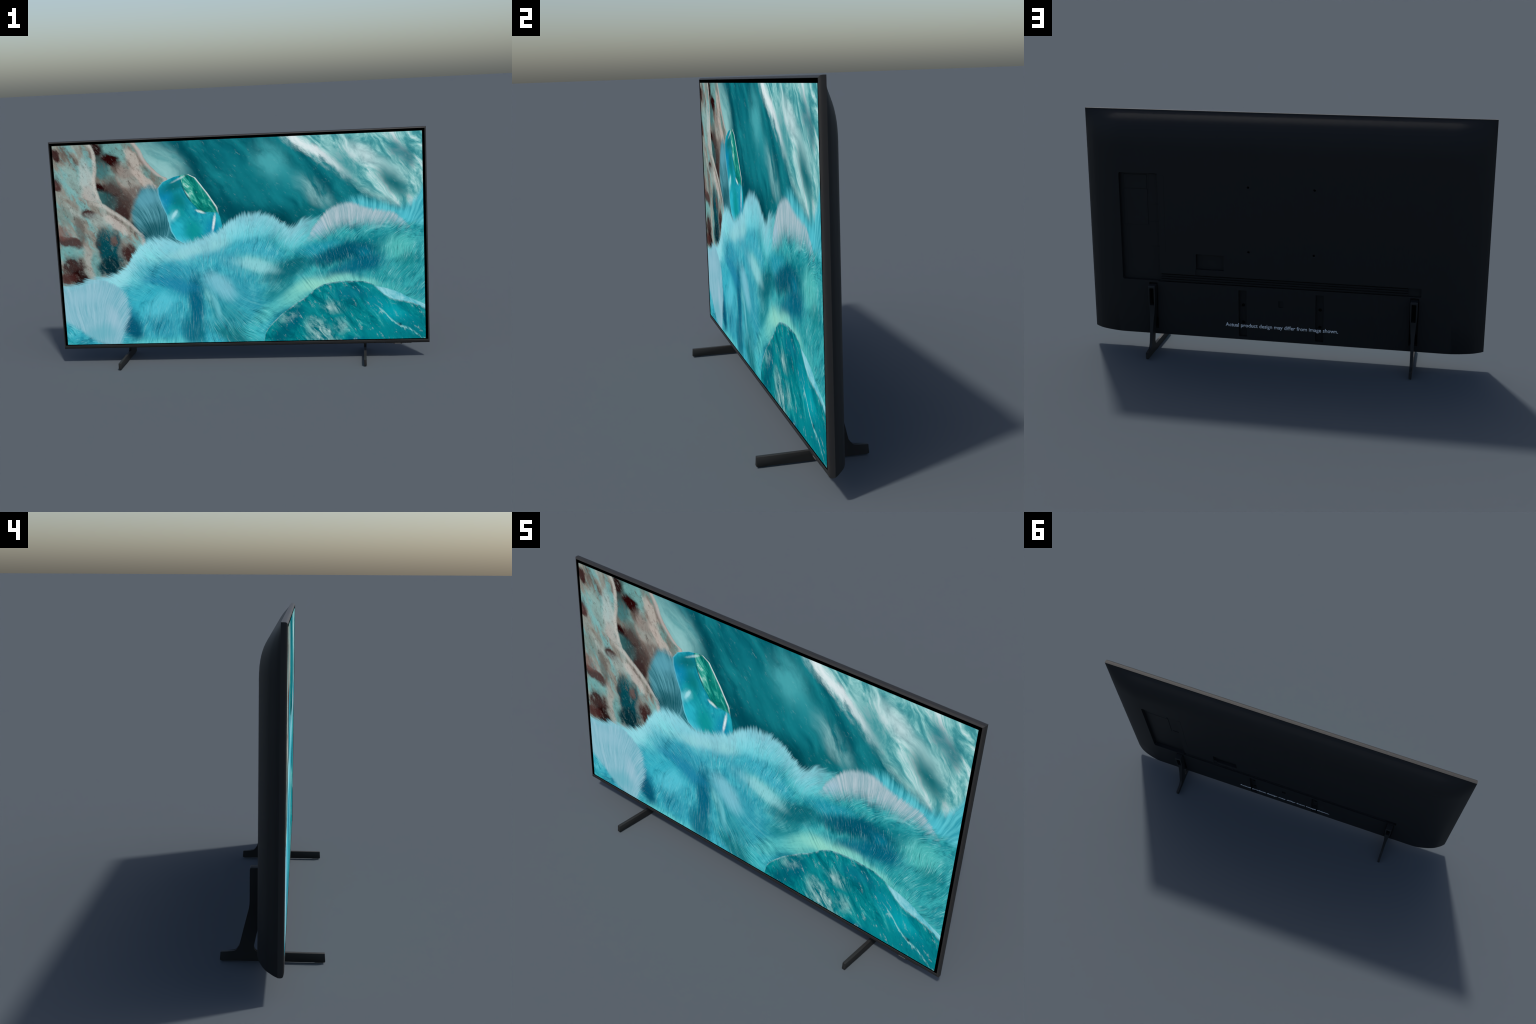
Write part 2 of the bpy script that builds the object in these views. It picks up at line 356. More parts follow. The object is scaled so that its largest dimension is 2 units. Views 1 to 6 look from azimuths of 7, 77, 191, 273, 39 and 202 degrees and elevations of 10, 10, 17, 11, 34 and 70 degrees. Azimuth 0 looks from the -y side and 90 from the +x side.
        er = rx - x + (rough_-0.5)*0.012
        rock = net.mix(net.smooth(net.math('ABSOLUTE', er-0.012), 0.022, 0.0)*0.6, rock, C(206, 192, 186))
        col = net.mix(net.smooth(er, -0.003, 0.004), col, rock)

    # ------------------------------------------------ dim tuft between rock and crystal
    if 'tuft' in layers:
        ht = hair(-0.44, 0.62, 16.0, 5.0, 5.0, 1.5, 0.72)
        fuzzt = net.noise(PF, 9.0, 5.0, 0.65)
        tuft = net.mix(contrast(ht, 0.32, 0.70), C(16, 92, 104), C(96, 164, 176))
        tuft = paint(tuft, PF, [(-0.47, 0.92, 0.09, 0.06, 0, (92, 162, 178), 0.8), (-0.43, 0.76, 0.08, 0.06, 0, (4, 76, 86), 0.75), (-0.49, 0.73, 0.06, 0.04, 20, (2, 58, 66), 0.7)], (fuzzt-0.5)*1.0)
        col = net.mix(net.smooth(radius(mapped(P0, (-0.455, 0.800), 8, (0.196, 0.316))) - (ht-0.5)*0.20 + (fuzzt-0.5)*0.30, 0.40, 0.56), col, tuft)

    # ------------------------------------------------ ice crystal
    if 'crystal' in layers:
        xl = net.curve(z, [(0.655, -0.290), (0.68, -0.335), (0.724, -0.359), (0.812, -0.378), (0.87, -0.403), (0.925, -0.419), (0.957, -0.420), (0.99, -0.391), (1.016, -0.331), (1.029, -0.258)], 0.655, 1.029, -0.45, -0.20, True)
        xr = net.curve(z, [(0.655, -0.280), (0.683, -0.180), (0.700, -0.100), (0.744, -0.079), (0.792, -0.089), (0.845, -0.101), (0.928, -0.153), (1.008, -0.211), (1.029, -0.250)], 0.655, 1.029, -0.30, -0.05, True)
        glass = streaks(-58, 0.11, 0.032, 7.0, 0.68, P0, 0.9)
        fleck = net.noise(P0, 60.0, 6.0, 0.78, 0.5)
        ice = net.mix(contrast(glass, 0.30, 0.70), C(6, 124, 146), C(40, 174, 188))
        ice = paint(ice, PF, [
            (-0.36, 0.92, 0.08, 0.08, 0, (12, 132, 174), 0.75), (-0.315, 0.985, 0.10, 0.040, 20, (10, 100, 104), 0.85), (-0.29, 0.90, 0.06, 0.08, 20, (6, 112, 112), 0.8), (-0.30, 0.84, 0.07, 0.05, 0, (16, 148, 152), 0.7),
            (-0.32, 0.74, 0.08, 0.07, 0, (44, 182, 200), 0.85), (-0.22, 0.74, 0.06, 0.10, 15, (14, 146, 146), 0.9), (-0.12, 0.75, 0.05, 0.06, 0, (12, 132, 166), 0.8), (-0.30, 0.69, 0.06, 0.03, 0, (70, 196, 214), 0.7),
            (-0.33, 0.82, 0.05, 0.03, 40, (120, 206, 216), 0.7), (-0.375, 0.885, 0.02, 0.05, 20, (60, 170, 200), 0.6)], (glass-0.5)*0.9)
        # upper facet, green, cut off by a bright edge
        fx = net.curve(z, [(0.655, 0.0), (0.815, -0.06), (0.825, -0.200), (0.87, -0.235), (0.913, -0.258), (0.97, -0.285), (1.029, -0.300)], 0.655, 1.029, -0.45, 0.05, True)
        ef = x - fx + (glass-0.5)*0.03
        green = net.ramp(contrast(glass, 0.30, 0.72), [(0.0, C(2, 92, 88)), (0.5, C(14, 134, 120)), (0.8, C(70, 176, 158)), (1.0, C(190, 226, 216))])
        ice = net.mix(net.smooth(ef, -0.004, 0.006), ice, green)
        ice = net.mix(net.smooth(net.math('ABSOLUTE', ef), 0.010, 0.0)*contrast(glass, 0.42, 0.60)*0.9, ice, C(0, 74, 84))
        ice = paint(ice, P0, [(-0.125, 0.765, 0.010, 0.055, -10, (226, 240, 240), 0.95), (-0.195, 0.826, 0.035, 0.010, -20, (214, 238, 232), 0.95), (-0.335, 0.815, 0.012, 0.035, -35, (170, 226, 232), 0.8), (-0.30, 1.005, 0.06, 0.008, 25, (190, 220, 220), 0.6)], (glass-0.5)*1.6, (0.15, 0.9), 1.3)
        ice = net.mix(contrast(fleck, 0.60, 0.72)*0.30, ice, C(150, 222, 224)); ice = net.mix(contrast(fleck, 0.40, 0.28)*0.30, ice, C(0, 84, 104))
        el, erx = x - xl + (glass-0.5)*0.010, xr - x + (glass-0.5)*0.010
        ice = net.mix(net.smooth(erx, 0.012, 0.002)*net.smooth(z, 0.80, 0.86)*0.85, ice, C(222, 238, 236))
        ice = net.mix(net.smooth(el, 0.010, 0.0)*0.55, ice, C(130, 208, 224))
        col = net.mix(net.smooth(el.min(erx).min(1.027-z), -0.002, 0.003), col, ice)

    # ------------------------------------------------ the great fur
    if 'fur' in layers:
        ha = hair(-0.05, 0.10, 34.0, 3.4, 6.0, 0.0, 0.72)
        hb = hair(-0.20, 0.62, 24.0, 2.6, 6.0, 0.7, 0.72)
        hc = hair(0.60, 0.02, 34.0, 3.4, 6.0, 0.0, 0.72)
        wb = net.smooth(z + (x+0.2)*(x+0.2)*0.5, 0.50, 0.34)*net.smooth(x, -0.66, -0.50)*net.smooth(x, 0.30, 0.10)
        wc = net.smooth(x, 0.15, 0.42)*net.smooth(z, 0.70, 0.58)
        h = ha + (hb-ha)*wb
        h = h + (hc-h)*wc
        fa = hair(-0.05, 0.10, 210.0, 22.0, 3.0, 0.0, 0.65)
        fb = hair(-0.20, 0.62, 150.0, 16.0, 3.0, 0.7, 0.65)
        fc = hair(0.60, 0.02, 210.0, 22.0, 3.0, 0.0, 0.65)
        f = fa + (fb-fa)*wb
        f = f + (fc-f)*wc
        fuzz = streaks(60, 0.07, 0.035, 4.0, 0.6, PW)
        billow = net.noise(PW, 5.5, 6.0, 0.62, 0.4)
        fur = net.mix(net.smooth(x, -0.1, 0.45), net.mix(contrast(fuzz, 0.30, 0.70), C(56, 162, 186), C(88, 188, 206)), net.mix(contrast(fuzz, 0.30, 0.70), C(36, 142, 156), C(76, 180, 188)))
        fur = paint(fur, PW, [
            # crest and left slope, pale
            (-0.47, 0.62, 0.17, 0.10, 45, (146, 220, 230), 0.9), (-0.63, 0.50, 0.16, 0.05, 40, (150, 216, 226), 0.9), (-0.22, 0.665, 0.18, 0.040, 12, (156, 206, 214), 0.85), (-0.04, 0.74, 0.10, 0.06, 40, (160, 210, 216), 0.8),
            (0.08, 0.76, 0.16, 0.06, 0, (126, 210, 224), 0.9), (0.36, 0.72, 0.10, 0.06, 10, (112, 204, 216), 0.8), (0.16, 0.66, 0.14, 0.06, -15, (86, 182, 206), 0.6),
            # blue hollows
            (-0.34, 0.545, 0.22, 0.075, -8, (62, 160, 186), 0.8), (-0.28, 0.475, 0.18, 0.05, -10, (40, 138, 168), 0.75), (-0.45, 0.40, 0.16, 0.10, 20, (72, 182, 204), 0.8), (-0.05, 0.47, 0.15, 0.08, -25, (104, 180, 198), 0.7),
            (0.12, 0.585, 0.15, 0.055, -10, (136, 204, 210), 0.75), (0.02, 0.60, 0.10, 0.05, -30, (70, 160, 186), 0.6), (0.10, 0.42, 0.14, 0.09, -50, (62, 158, 180), 0.7),
            # dark partings
            (-0.20, 0.36, 0.045, 0.16, 0, (10, 112, 138), 0.9), (-0.21, 0.20, 0.055, 0.14, 8, (18, 118, 138), 0.85), (-0.13, 0.40, 0.025, 0.10, 25, (36, 116, 132), 0.6), (-0.59, 0.315, 0.10, 0.06, -40, (26, 126, 156), 0.9), (-0.565, 0.235, 0.08, 0.06, -55, (10, 98, 124), 0.95), (-0.38, 0.27, 0.12, 0.10, 10, (54, 150, 176), 0.6),
            # lower middle
            (0.00, 0.28, 0.20, 0.09, -45, (54, 150, 164), 0.75), (0.02, 0.19, 0.20, 0.05, -25, (34, 130, 140), 0.75), (-0.42, 0.155, 0.22, 0.050, 0, (104, 198, 206), 0.8), (-0.03, 0.13, 0.12, 0.03, -10, (92, 194, 202), 0.6), (-0.91, 0.145, 0.11, 0.05, -30, (46, 164, 176), 0.8),
            # right side
            (0.32, 0.565, 0.15, 0.065, 20, (28, 122, 134), 0.85), (0.27, 0.46, 0.12, 0.06, 40, (44, 138, 148), 0.75), (0.50, 0.655, 0.14, 0.05, 0, (46, 158, 182), 0.8), (0.72, 0.665, 0.20, 0.065, 10, (18, 126, 140), 0.85),
            (0.60, 0.62, 0.16, 0.05, 12, (0, 88, 106), 0.95), (0.72, 0.59, 0.10, 0.07, 0, (2, 104, 130), 0.9), (0.70, 0.635, 0.05, 0.025, 0, (26, 150, 178), 0.75), (0.90, 0.66, 0.10, 0.07, 0, (106, 196, 196), 0.8), (0.95, 0.59, 0.06, 0.05, 0, (26, 132, 140), 0.7),
            (0.62, 0.525, 0.16, 0.05, 20, (22, 124, 148), 0.75), (0.88, 0.52, 0.16, 0.06, 10, (52, 162, 170), 0.7),
            # pale collar round the boulder
            (0.36, 0.43, 0.13, 0.05, 38, (138, 208, 204), 0.85), (0.50, 0.475, 0.16, 0.045, 12, (166, 220, 208), 0.9), (0.68, 0.475, 0.14, 0.035, -12, (146, 214, 208), 0.8), (0.20, 0.31, 0.12, 0.05, 40, (112, 200, 204), 0.75), (0.88, 0.41, 0.12, 0.05, -25, (90, 186, 190), 0.7), (0.12, 0.19, 0.06, 0.07, 55, (90, 198, 208), 0.6)], (h-0.5)*0.9, (0.0, 0.8), 1.35)
        fur = net.mix(net.smooth(billow + (h-0.5)*0.35, 0.48, 0.30)*0.62, fur, net.mix(1.0, fur, (0.16, 0.46, 0.52), 'MULTIPLY'))
        fur = net.mix(net.smooth(billow + (h-0.5)*0.35, 0.54, 0.76)*0.35, fur, C(150, 220, 226))
        tuftiness = net.smooth(net.noise(PW, 4.0, 3.0), 0.34, 0.62)*0.65 + 0.35
        fur = net.mix(net.smooth(f, 0.50, 0.26)*tuftiness*0.75, fur, net.mix(1.0, fur, (0.14, 0.40, 0.45), 'MULTIPLY'))
        fur = net.mix(net.smooth(f, 0.52, 0.76)*tuftiness*0.45, fur, C(178, 230, 234))
        fur = net.mix(net.smooth(h, 0.47, 0.24)*0.75, fur, net.mix(1.0, fur, (0.12, 0.36, 0.42), 'MULTIPLY'))
        fur = net.mix(net.smooth(h, 0.54, 0.84)*0.55, fur, C(170, 224, 230))
        fur = net.mix(1.0, deepen(fur, 1.16), (0.92, 1.06, 0.99), 'MULTIPLY')
        crest = net.curve(x, [(-0.98, 0.435), (-0.915, 0.440), (-0.831, 0.472), (-0.71, 0.488), (-0.628, 0.530), (-0.579, 0.597), (-0.531, 0.648), (-0.45, 0.684), (-0.362, 0.676), (-0.295, 0.662), (-0.196, 0.688), (-0.117, 0.714),
                              (-0.067, 0.750), (-0.017, 0.782), (0.089, 0.806), (0.174, 0.790), (0.229, 0.758), (0.285, 0.732), (0.352, 0.766), (0.43, 0.775), (0.60, 0.78), (0.88, 0.735), (0.98, 0.72)], -0.98, 0.98, 0.3, 0.9)
        fringe = hair(-0.05, 0.10, 120.0, 9.0, 4.0, 0.0, 0.6)
        top = crest - z + (fringe-0.5)*0.075 + (ha-0.5)*0.05
        # pale tips along the crest, deep seams where the pelt folds
        fur = net.mix(net.smooth(top + (h-0.5)*0.12, 0.15, 0.0)*net.smooth(x, 0.50, 0.30)*0.62, fur, C(160, 222, 232))
        fur = paint(fur, PW, [
            (-0.20, 0.37, 0.030, 0.15, -4, (4, 98, 126), 0.75), (-0.235, 0.19, 0.040, 0.12, 10, (8, 100, 124), 0.65), (-0.57, 0.25, 0.07, 0.05, -50, (6, 88, 114), 0.8),
            (-0.32, 0.485, 0.17, 0.030, -12, (28, 130, 164), 0.6), (0.31, 0.55, 0.14, 0.05, 25, (12, 102, 114), 0.75), (0.60, 0.63, 0.18, 0.045, 12, (0, 86, 108), 0.8), (0.66, 0.56, 0.14, 0.035, 15, (2, 98, 122), 0.65),
            (-0.06, 0.47, 0.10, 0.06, -40, (134, 200, 214), 0.65), (0.14, 0.58, 0.12, 0.035, -15, (150, 214, 218), 0.6), (-0.10, 0.37, 0.022, 0.11, 28, (120, 204, 214), 0.55), (0.04, 0.16, 0.13, 0.03, -30, (16, 108, 118), 0.6),
            (-0.40, 0.37, 0.11, 0.06, 30, (96, 204, 220), 0.55), (-0.40, 0.15, 0.20, 0.035, 0, (110, 206, 212), 0.55)], (h-0.5)*1.2, (0.0, 0.75), 1.3)
        fur = net.mix(net.smooth(f, 0.48, 0.28)*tuftiness*0.60, fur, net.mix(1.0, fur, (0.18, 0.44, 0.50), 'MULTIPLY'))
        fur = net.mix(net.smooth(f, 0.54, 0.76)*tuftiness*0.35, fur, C(190, 234, 238))
        col = net.mix(net.smooth(top, -0.018, 0.018), col, fur)

    # ------------------------------------------------ white pelt on the right
    if 'pelt' in layers:
        hw = hair(0.66, 0.45, 40.0, 4.0, 5.0, 0.0, 0.72)
        fw = hair(0.66, 0.45, 210.0, 22.0, 3.0, 0.0, 0.65)
        wt = net.curve(x, [(-0.98, 0.3), (0.365, 0.66), (0.398, 0.715), (0.437, 0.763), (0.495, 0.818), (0.54, 0.838), (0.59, 0.846), (0.654, 0.829), (0.70, 0.811), (0.755, 0.802), (0.811, 0.792), (0.847, 0.770), (0.883, 0.736), (0.915, 0.695), (0.98, 0.5)], -0.98, 0.98, 0.2, 0.9)
        wl = net.curve(x, [(-0.98, 0.66), (0.377, 0.672), (0.453, 0.682), (0.51, 0.706), (0.567, 0.728), (0.651, 0.732), (0.744, 0.729), (0.809, 0.740), (0.883, 0.722), (0.98, 0.70)], -0.98, 0.98, 0.2, 0.9)
        pelt = net.mix(contrast(hw, 0.25, 0.75), C(140, 180, 188), C(200, 212, 217))
        pelt = net.mix(net.smooth(fw, 0.48, 0.28)*0.6, pelt, C(112, 166, 176)); pelt = net.mix(net.smooth(fw, 0.54, 0.74)*0.4, pelt, C(222, 230, 232))
        pelt = paint(pelt, PW, [(0.47, 0.76, 0.05, 0.07, -40, (176, 206, 220), 0.7), (0.44, 0.70, 0.08, 0.03, 10, (196, 208, 214), 0.6), (0.66, 0.76, 0.20, 0.03, 0, (160, 196, 200), 0.5)])
        pelt = deepen(pelt, 1.18)
        col = net.mix(net.smooth(wt - z + (fw-0.5)*0.05, -0.012, 0.014)*net.smooth(z - wl + (fw-0.5)*0.08 + (hw-0.5)*0.08, -0.035, 0.055), col, pelt)

    # ------------------------------------------------ pale mound at bottom left
    if 'mound' in layers:
        hm = hair(-0.72, -0.02, 36.0, 3.0, 5.0, -1.1, 0.72)
        fm = hair(-0.72, -0.02, 200.0, 18.0, 3.0, -1.1, 0.65)
        xm = net.curve(z, [(0.10, -0.675), (0.127, -0.667), (0.197, -0.642), (0.267, -0.617), (0.348, -0.621), (0.408, -0.647), (0.44, -0.69), (0.475, -0.76), (0.52, -0.86)], 0.10, 0.52, -1.0, -0.5)
        low = net.curve(x, [(-0.98, 0.235), (-0.92, 0.200), (-0.86, 0.155), (-0.80, 0.120), (-0.72, 0.095), (-0.5, 0.09)], -0.98, -0.5, 0.0, 0.3)
        me_ = (xm - x + (fm-0.5)*0.11).min(z - low + (fm-0.5)*0.08)
        mound = net.mix(contrast(hm, 0.25, 0.75), C(118, 184, 198), C(168, 206, 217))
        mound = net.mix(net.smooth(fm, 0.48, 0.28)*0.55, mound, C(84, 162, 178)); mound = net.mix(net.smooth(fm, 0.54, 0.74)*0.4, mound, C(208, 228, 234))
        mound = paint(mound, PW, [(-0.80, 0.42, 0.17, 0.06, 10, (160, 202, 214), 0.6), (-0.93, 0.30, 0.07, 0.10, 0, (152, 200, 212), 0.7), (-0.74, 0.22, 0.14, 0.06, 20, (116, 186, 198), 0.7), (-0.84, 0.20, 0.10, 0.03, -35, (104, 172, 180), 0.7), (-0.66, 0.30, 0.05, 0.10, 20, (176, 206, 218), 0.6), (-0.71, 0.14, 0.06, 0.03, -40, (160, 208, 214), 0.7)])
        mound = deepen(mound, 1.18)
        col = net.mix(net.smooth(me_, -0.014, 0.02)*net.smooth(top, -0.01, 0.03), col, mound)

    # ------------------------------------------------ boulder of ice at bottom right
    if 'boulder' in layers:
        it = net.curve(x, [(-0.98, -0.2), (0.05, 0.0), (0.113, 0.105), (0.13, 0.163), (0.166, 0.208), (0.247, 0.280), (0.355, 0.352), (0.443, 0.412), (0.519, 0.427), (0.586, 0.430), (0.661, 0.426), (0.708, 0.408), (0.735, 0.383), (0.772, 0.347), (0.809, 0.328), (0.874, 0.314), (0.93, 0.298), (0.98, 0.272)], -0.98, 0.98, -0.3, 0.6)
        it2 = net.curve(x, [(-0.98, -0.2), (0.30, 0.30), (0.66, 0.415), (0.735, 0.395), (0.801, 0.378), (0.856, 0.355), (0.902, 0.330), (0.98, 0.292)], -0.98, 0.98, -0.3, 0.6)
        crag = streaks(-54, 0.14, 0.045, 8.0, 0.72, P0, 0.9)
        spark = net.noise(mapped(P0, (0, 0), -55, (0.060, 0.022)), 1.0, 6.0, 0.76, 0.2)
        bo = net.ramp(contrast(crag, 0.25, 0.75), [(0.0, C(0, 84, 98)), (0.4, C(2, 118, 126)), (0.75, C(16, 142, 146)), (1.0, C(84, 184, 182))])
        bo = paint(bo, PF, [
            (0.83, 0.265, 0.15, 0.07, -30, (8, 160, 172), 0.85), (0.73, 0.33, 0.07, 0.06, -40, (8, 136, 150), 0.8), (0.90, 0.19, 0.12, 0.08, 0, (4, 118, 130), 0.8), (0.74, 0.165, 0.15, 0.07, 0, (6, 132, 140), 0.8), (0.60, 0.38, 0.14, 0.045, 0, (10, 116, 134), 0.75),
            (0.30, 0.24, 0.12, 0.05, 50, (0, 92, 112), 0.75), (0.22, 0.15, 0.09, 0.06, 60, (0, 86, 102), 0.8), (0.40, 0.30, 0.07, 0.05, 30, (16, 138, 144), 0.6), (0.62, 0.125, 0.08, 0.025, 0, (0, 96, 122), 0.7), (0.94, 0.13, 0.06, 0.03, 0, (0, 104, 112), 0.7)])
        patch = blob(PF, 0.43, 0.185, 0.11, 0.075, -40).max(blob(PF, 0.51, 0.305, 0.09, 0.05, -10)*0.8).max(blob(PF, 0.46, 0.13, 0.13, 0.035, -10)*0.8).max(blob(PF, 0.27, 0.27, 0.05, 0.10, -50)*0.6).max(blob(PF, 0.55, 0.20, 0.06, 0.06, 0)*0.5)
        bo = net.mix(patch*contrast(crag, 0.42, 0.60)*0.85, bo, C(176, 210, 206))
        bo = net.mix(contrast(spark, 0.56, 0.68)*(patch*0.6+0.30), bo, C(206, 230, 226))
        bo = net.mix(contrast(spark, 0.42, 0.28)*0.45, bo, C(0, 84, 98))
        # crest of light along a crack running down to the right
        crack = net.curve(x, [(-0.98, 0.5), (0.60, 0.40), (0.70, 0.31), (0.76, 0.26), (0.80, 0.215), (0.84, 0.185), (0.90, 0.16), (0.95, 0.12), (0.98, 0.105)], -0.98, 0.98, 0.0, 0.6)
        bo = net.mix(net.smooth(net.math('ABSOLUTE', z-crack+(spark-0.5)*0.04), 0.008, 0.0)*net.smooth(x, 0.70, 0.76)*contrast(spark, 0.40, 0.55)*0.8, bo, C(150, 214, 212))
        # dark scribble on the right shoulder
        bo = net.mix(blob(PF, 0.875, 0.200, 0.045, 0.012, -12)*contrast(spark, 0.45, 0.55), bo, C(0, 56, 70))
        ei = it - z + (crag-0.5)*0.014
        bo = net.mix(net.smooth(ei, 0.012, 0.0)*contrast(spark, 0.38, 0.64)*0.7, bo, C(170, 212, 218))
        veil = net.mix(contrast(crag, 0.35, 0.65), C(70, 178, 192), C(150, 212, 220))
        col = net.mix(net.smooth(it2 - z + (crag-0.5)*0.008, -0.002, 0.003)*net.smooth(x, 0.69, 0.72), col, veil)
        col = net.mix(net.smooth(ei, -0.002, 0.003), col, bo)

    net.put(b.inputs['Base Color'], col)
    b.inputs['Roughness'].default_value = 0.8
    b.inputs['Specular IOR Level'].default_value = 0.0
    return m
#PICTURE_END
# the picture is cut into tiles, each shaded with the layers that show in it
PIC_COLS = [-PIC_X, -0.55, -0.30, 0.10, 0.50, PIC_X]
PIC_ROWS = [PIC_Z0, 0.46, 0.60, 0.90, PIC_Z1]
PIC_PARTS = {
    'rock_and_mound': ('rock', 'tuft', 'fur', 'mound'),
    'crystal_sky':    ('wall', 'rock', 'tuft', 'crystal'),
    'crystal_and_fur': ('wall', 'rock', 'tuft', 'crystal', 'fur'),
    'torrent':        ('wall', 'bank'),
    'torrent_and_pelt': ('wall', 'bank', 'fur', 'pelt'),
    'deep_fur':       ('fur',),
    'boulder_and_fur': ('fur', 'boulder'),
}
PIC_MAP = [  # bottom row first, left to right
    ('rock_and_mound', 'deep_fur', 'deep_fur', 'boulder_and_fur', 'boulder_and_fur'),
    ('rock_and_mound', 'crystal_and_fur', 'deep_fur', 'deep_fur', 'deep_fur'),
    ('rock_and_mound', 'crystal_and_fur', 'crystal_and_fur', 'torrent_and_pelt', 'torrent_and_pelt'),
    ('rock_and_mound', 'crystal_sky', 'crystal_sky', 'torrent', 'torrent')]
M_PIC = {k: picture_material('picture_' + k, v) for k, v in PIC_PARTS.items()}

# ------------------------------------------------------------------ the set
tv = bpy.data.objects.new("television", None)
bpy.context.scene.collection.objects.link(tv)
tv["label"] = "large flat-screen television on two slim black feet, teal fur landscape on screen"
tv["category"] = "television"

# --- frame: one cross-section carried round the four sides, deeper on the bottom bar
def frame_mesh():
    # (inset on top and sides, inset on the bottom bar, y)
    prof = [(0.0300, 0.0300, -0.0440), (0.0080, 0.0200, -0.0440), (0.0079, 0.0198, -0.0470), (0.0074, 0.0192, FRONT_Y),
            (0.0046, 0.0110, -0.0460), (0.0022, 0.0045, -0.0440), (0.0008, 0.0016, -0.0415), (0.0002, 0.0002, -0.0370), (0.0, 0.0, -0.0330),
            (0.0, 0.0006, SEAM_Y+0.0006), (0.0007, 0.0013, SEAM_Y), (0.0300, 0.0300, SEAM_Y)]
    V_, F_ = [], []
    for o, ob, y in prof:
        V_ += [(-HALF_W+o, y, BOT_Z+ob), (HALF_W-o, y, BOT_Z+ob), (HALF_W-o, y, TOP_Z-o), (-HALF_W+o, y, TOP_Z-o)]
    n = len(prof)
    for i in range(n):
        j = (i+1) % n
        for k in range(4):
            l = (k+1) % 4
            F_.append((i*4+k, i*4+l, j*4+l, j*4+k))
    me = mesh_from("frame", V_, F_); smooth_by_angle(me, 28); return me
frame = new_object("frame", frame_mesh(), tv, M_FRAME)

# --- screen: black glass with the lit picture a hair in front of it
screen = new_object("screen_panel", box_mesh("screen_panel", -0.9935, 0.9935, -0.0452, -0.0300, 0.1015, 1.2203), tv, M_BLACK)
def picture_mesh():
    xs, zs = PIC_COLS, PIC_ROWS; nx = len(xs)
    V_ = [(x, -0.0455, z) for z in zs for x in xs] + [(x, -0.0440, z) for x in (xs[0], xs[-1]) for z in (zs[0], zs[-1])]
    F_, slot = [], []
    keys = list(PIC_PARTS)
    for j in range(len(zs)-1):
        for i in range(nx-1):
            a = j*nx+i; F_.append((a, a+1, a+nx+1, a+nx)); slot.append(keys.index(PIC_MAP[j][i]))
    o = nx*len(zs); t = (len(zs)-1)*nx
    rims = [list(range(nx)) + [o+2, o], [t+i for i in range(nx-1, -1, -1)] + [o+1, o+3],
            [j*nx for j in range(len(zs)-1, -1, -1)] + [o, o+1], [j*nx+nx-1 for j in range(len(zs))] + [o+3, o+2], [o, o+2, o+3, o+1]]
    for r in rims: F_.append(tuple(r)); slot.append(keys.index('deep_fur'))
    me = bpy.data.meshes.new("picture"); me.from_pydata(V_, [], F_); me.update()
    for k in keys: me.materials.append(M_PIC[k])
    for p, m_ in zip(me.polygons, slot): p.material_index = m_
    return me
pic = new_object("picture", picture_mesh(), screen)

# --- back cover: depth profile from the sides, from the top and from the bottom lip
SIDE = [(0,0),(0.004,0.07),(0.010,0.17),(0.030,0.39),(0.048,0.55),(0.076,0.71),(0.10,0.81),(0.133,0.92),(0.162,0.98),(0.19,1)]
TOPP = [(0,0),(0.006,0.025),(0.010,0.07),(0.019,0.185),(0.028,0.29),(0.042,0.44),(0.055,0.56),(0.075,0.715),(0.095,0.83),(0.12,0.92),(0.15,0.98),(0.185,1)]
BOTP = [(0,0),(0.0003,0.60),(0.0010,0.82),(0.0028,0.92),(0.0048,0.975),(0.0068,1)]
EDGE_B = 0.0827
def shell_y(x, z):
    return SEAM_Y + (BACK_Y-SEAM_Y)*smooth_interp(SIDE, HALF_W-0.0008-abs(x))*smooth_interp(TOPP, TOP_Z-0.0008-z)*smooth_interp(BOTP, z-EDGE_B)
def back_mesh():
    e = [0,.002,.004,.007,.010,.014,.019,.024,.030,.036,.042,.048,.055,.063,.072,.082,.092,.104,.118,.133,.148,.164,.178,.19]
    W = HALF_W-0.0008
    xs = [-W+d for d in e] + [-0.55, -0.28, 0.0, 0.28, 0.55] + [W-d for d in reversed(e)]
    et = [0,.002,.004,.006,.008,.010,.012,.015,.018,.021,.024,.028,.032,.036,.041,.047,.055,.064,.075,.087,.10,.115,.13,.15,.17,.186]
    zs = [EDGE_B+d for d in (0,.0003,.0006,.0010,.0018,.0028,.0038,.0048,.0058,.0068)] + [.25,.45,.65,.85] + [TOP_Z-0.0008-d for d in reversed(et)]
    V_, F_ = [], []
    nx, nz = len(xs), len(zs)
    for z in zs:
        for x in xs: V_.append((x, shell_y(x, z), z))
    for z in zs:
        for x in xs:
            V_.append((x, -0.0300, z))
    o = nx*nz
    for j in range(nz-1):
        for i in range(nx-1):
            a = j*nx+i
            F_.append((a, a+1, a+nx+1, a+nx)); F_.append((o+a, o+a+nx, o+a+nx+1, o+a+1))
    for i in range(nx-1):
        for a in (i, (nz-1)*nx+i): F_.append((a, o+a, o+a+1, a+1))
    for j in range(nz-1):
        for a in (j*nx, j*nx+nx-1): F_.append((a, a+nx, o+a+nx, o+a))
    return mesh_from("back_cover", V_, F_)
back = new_object("back_cover", back_mesh(), tv, M_BACK)

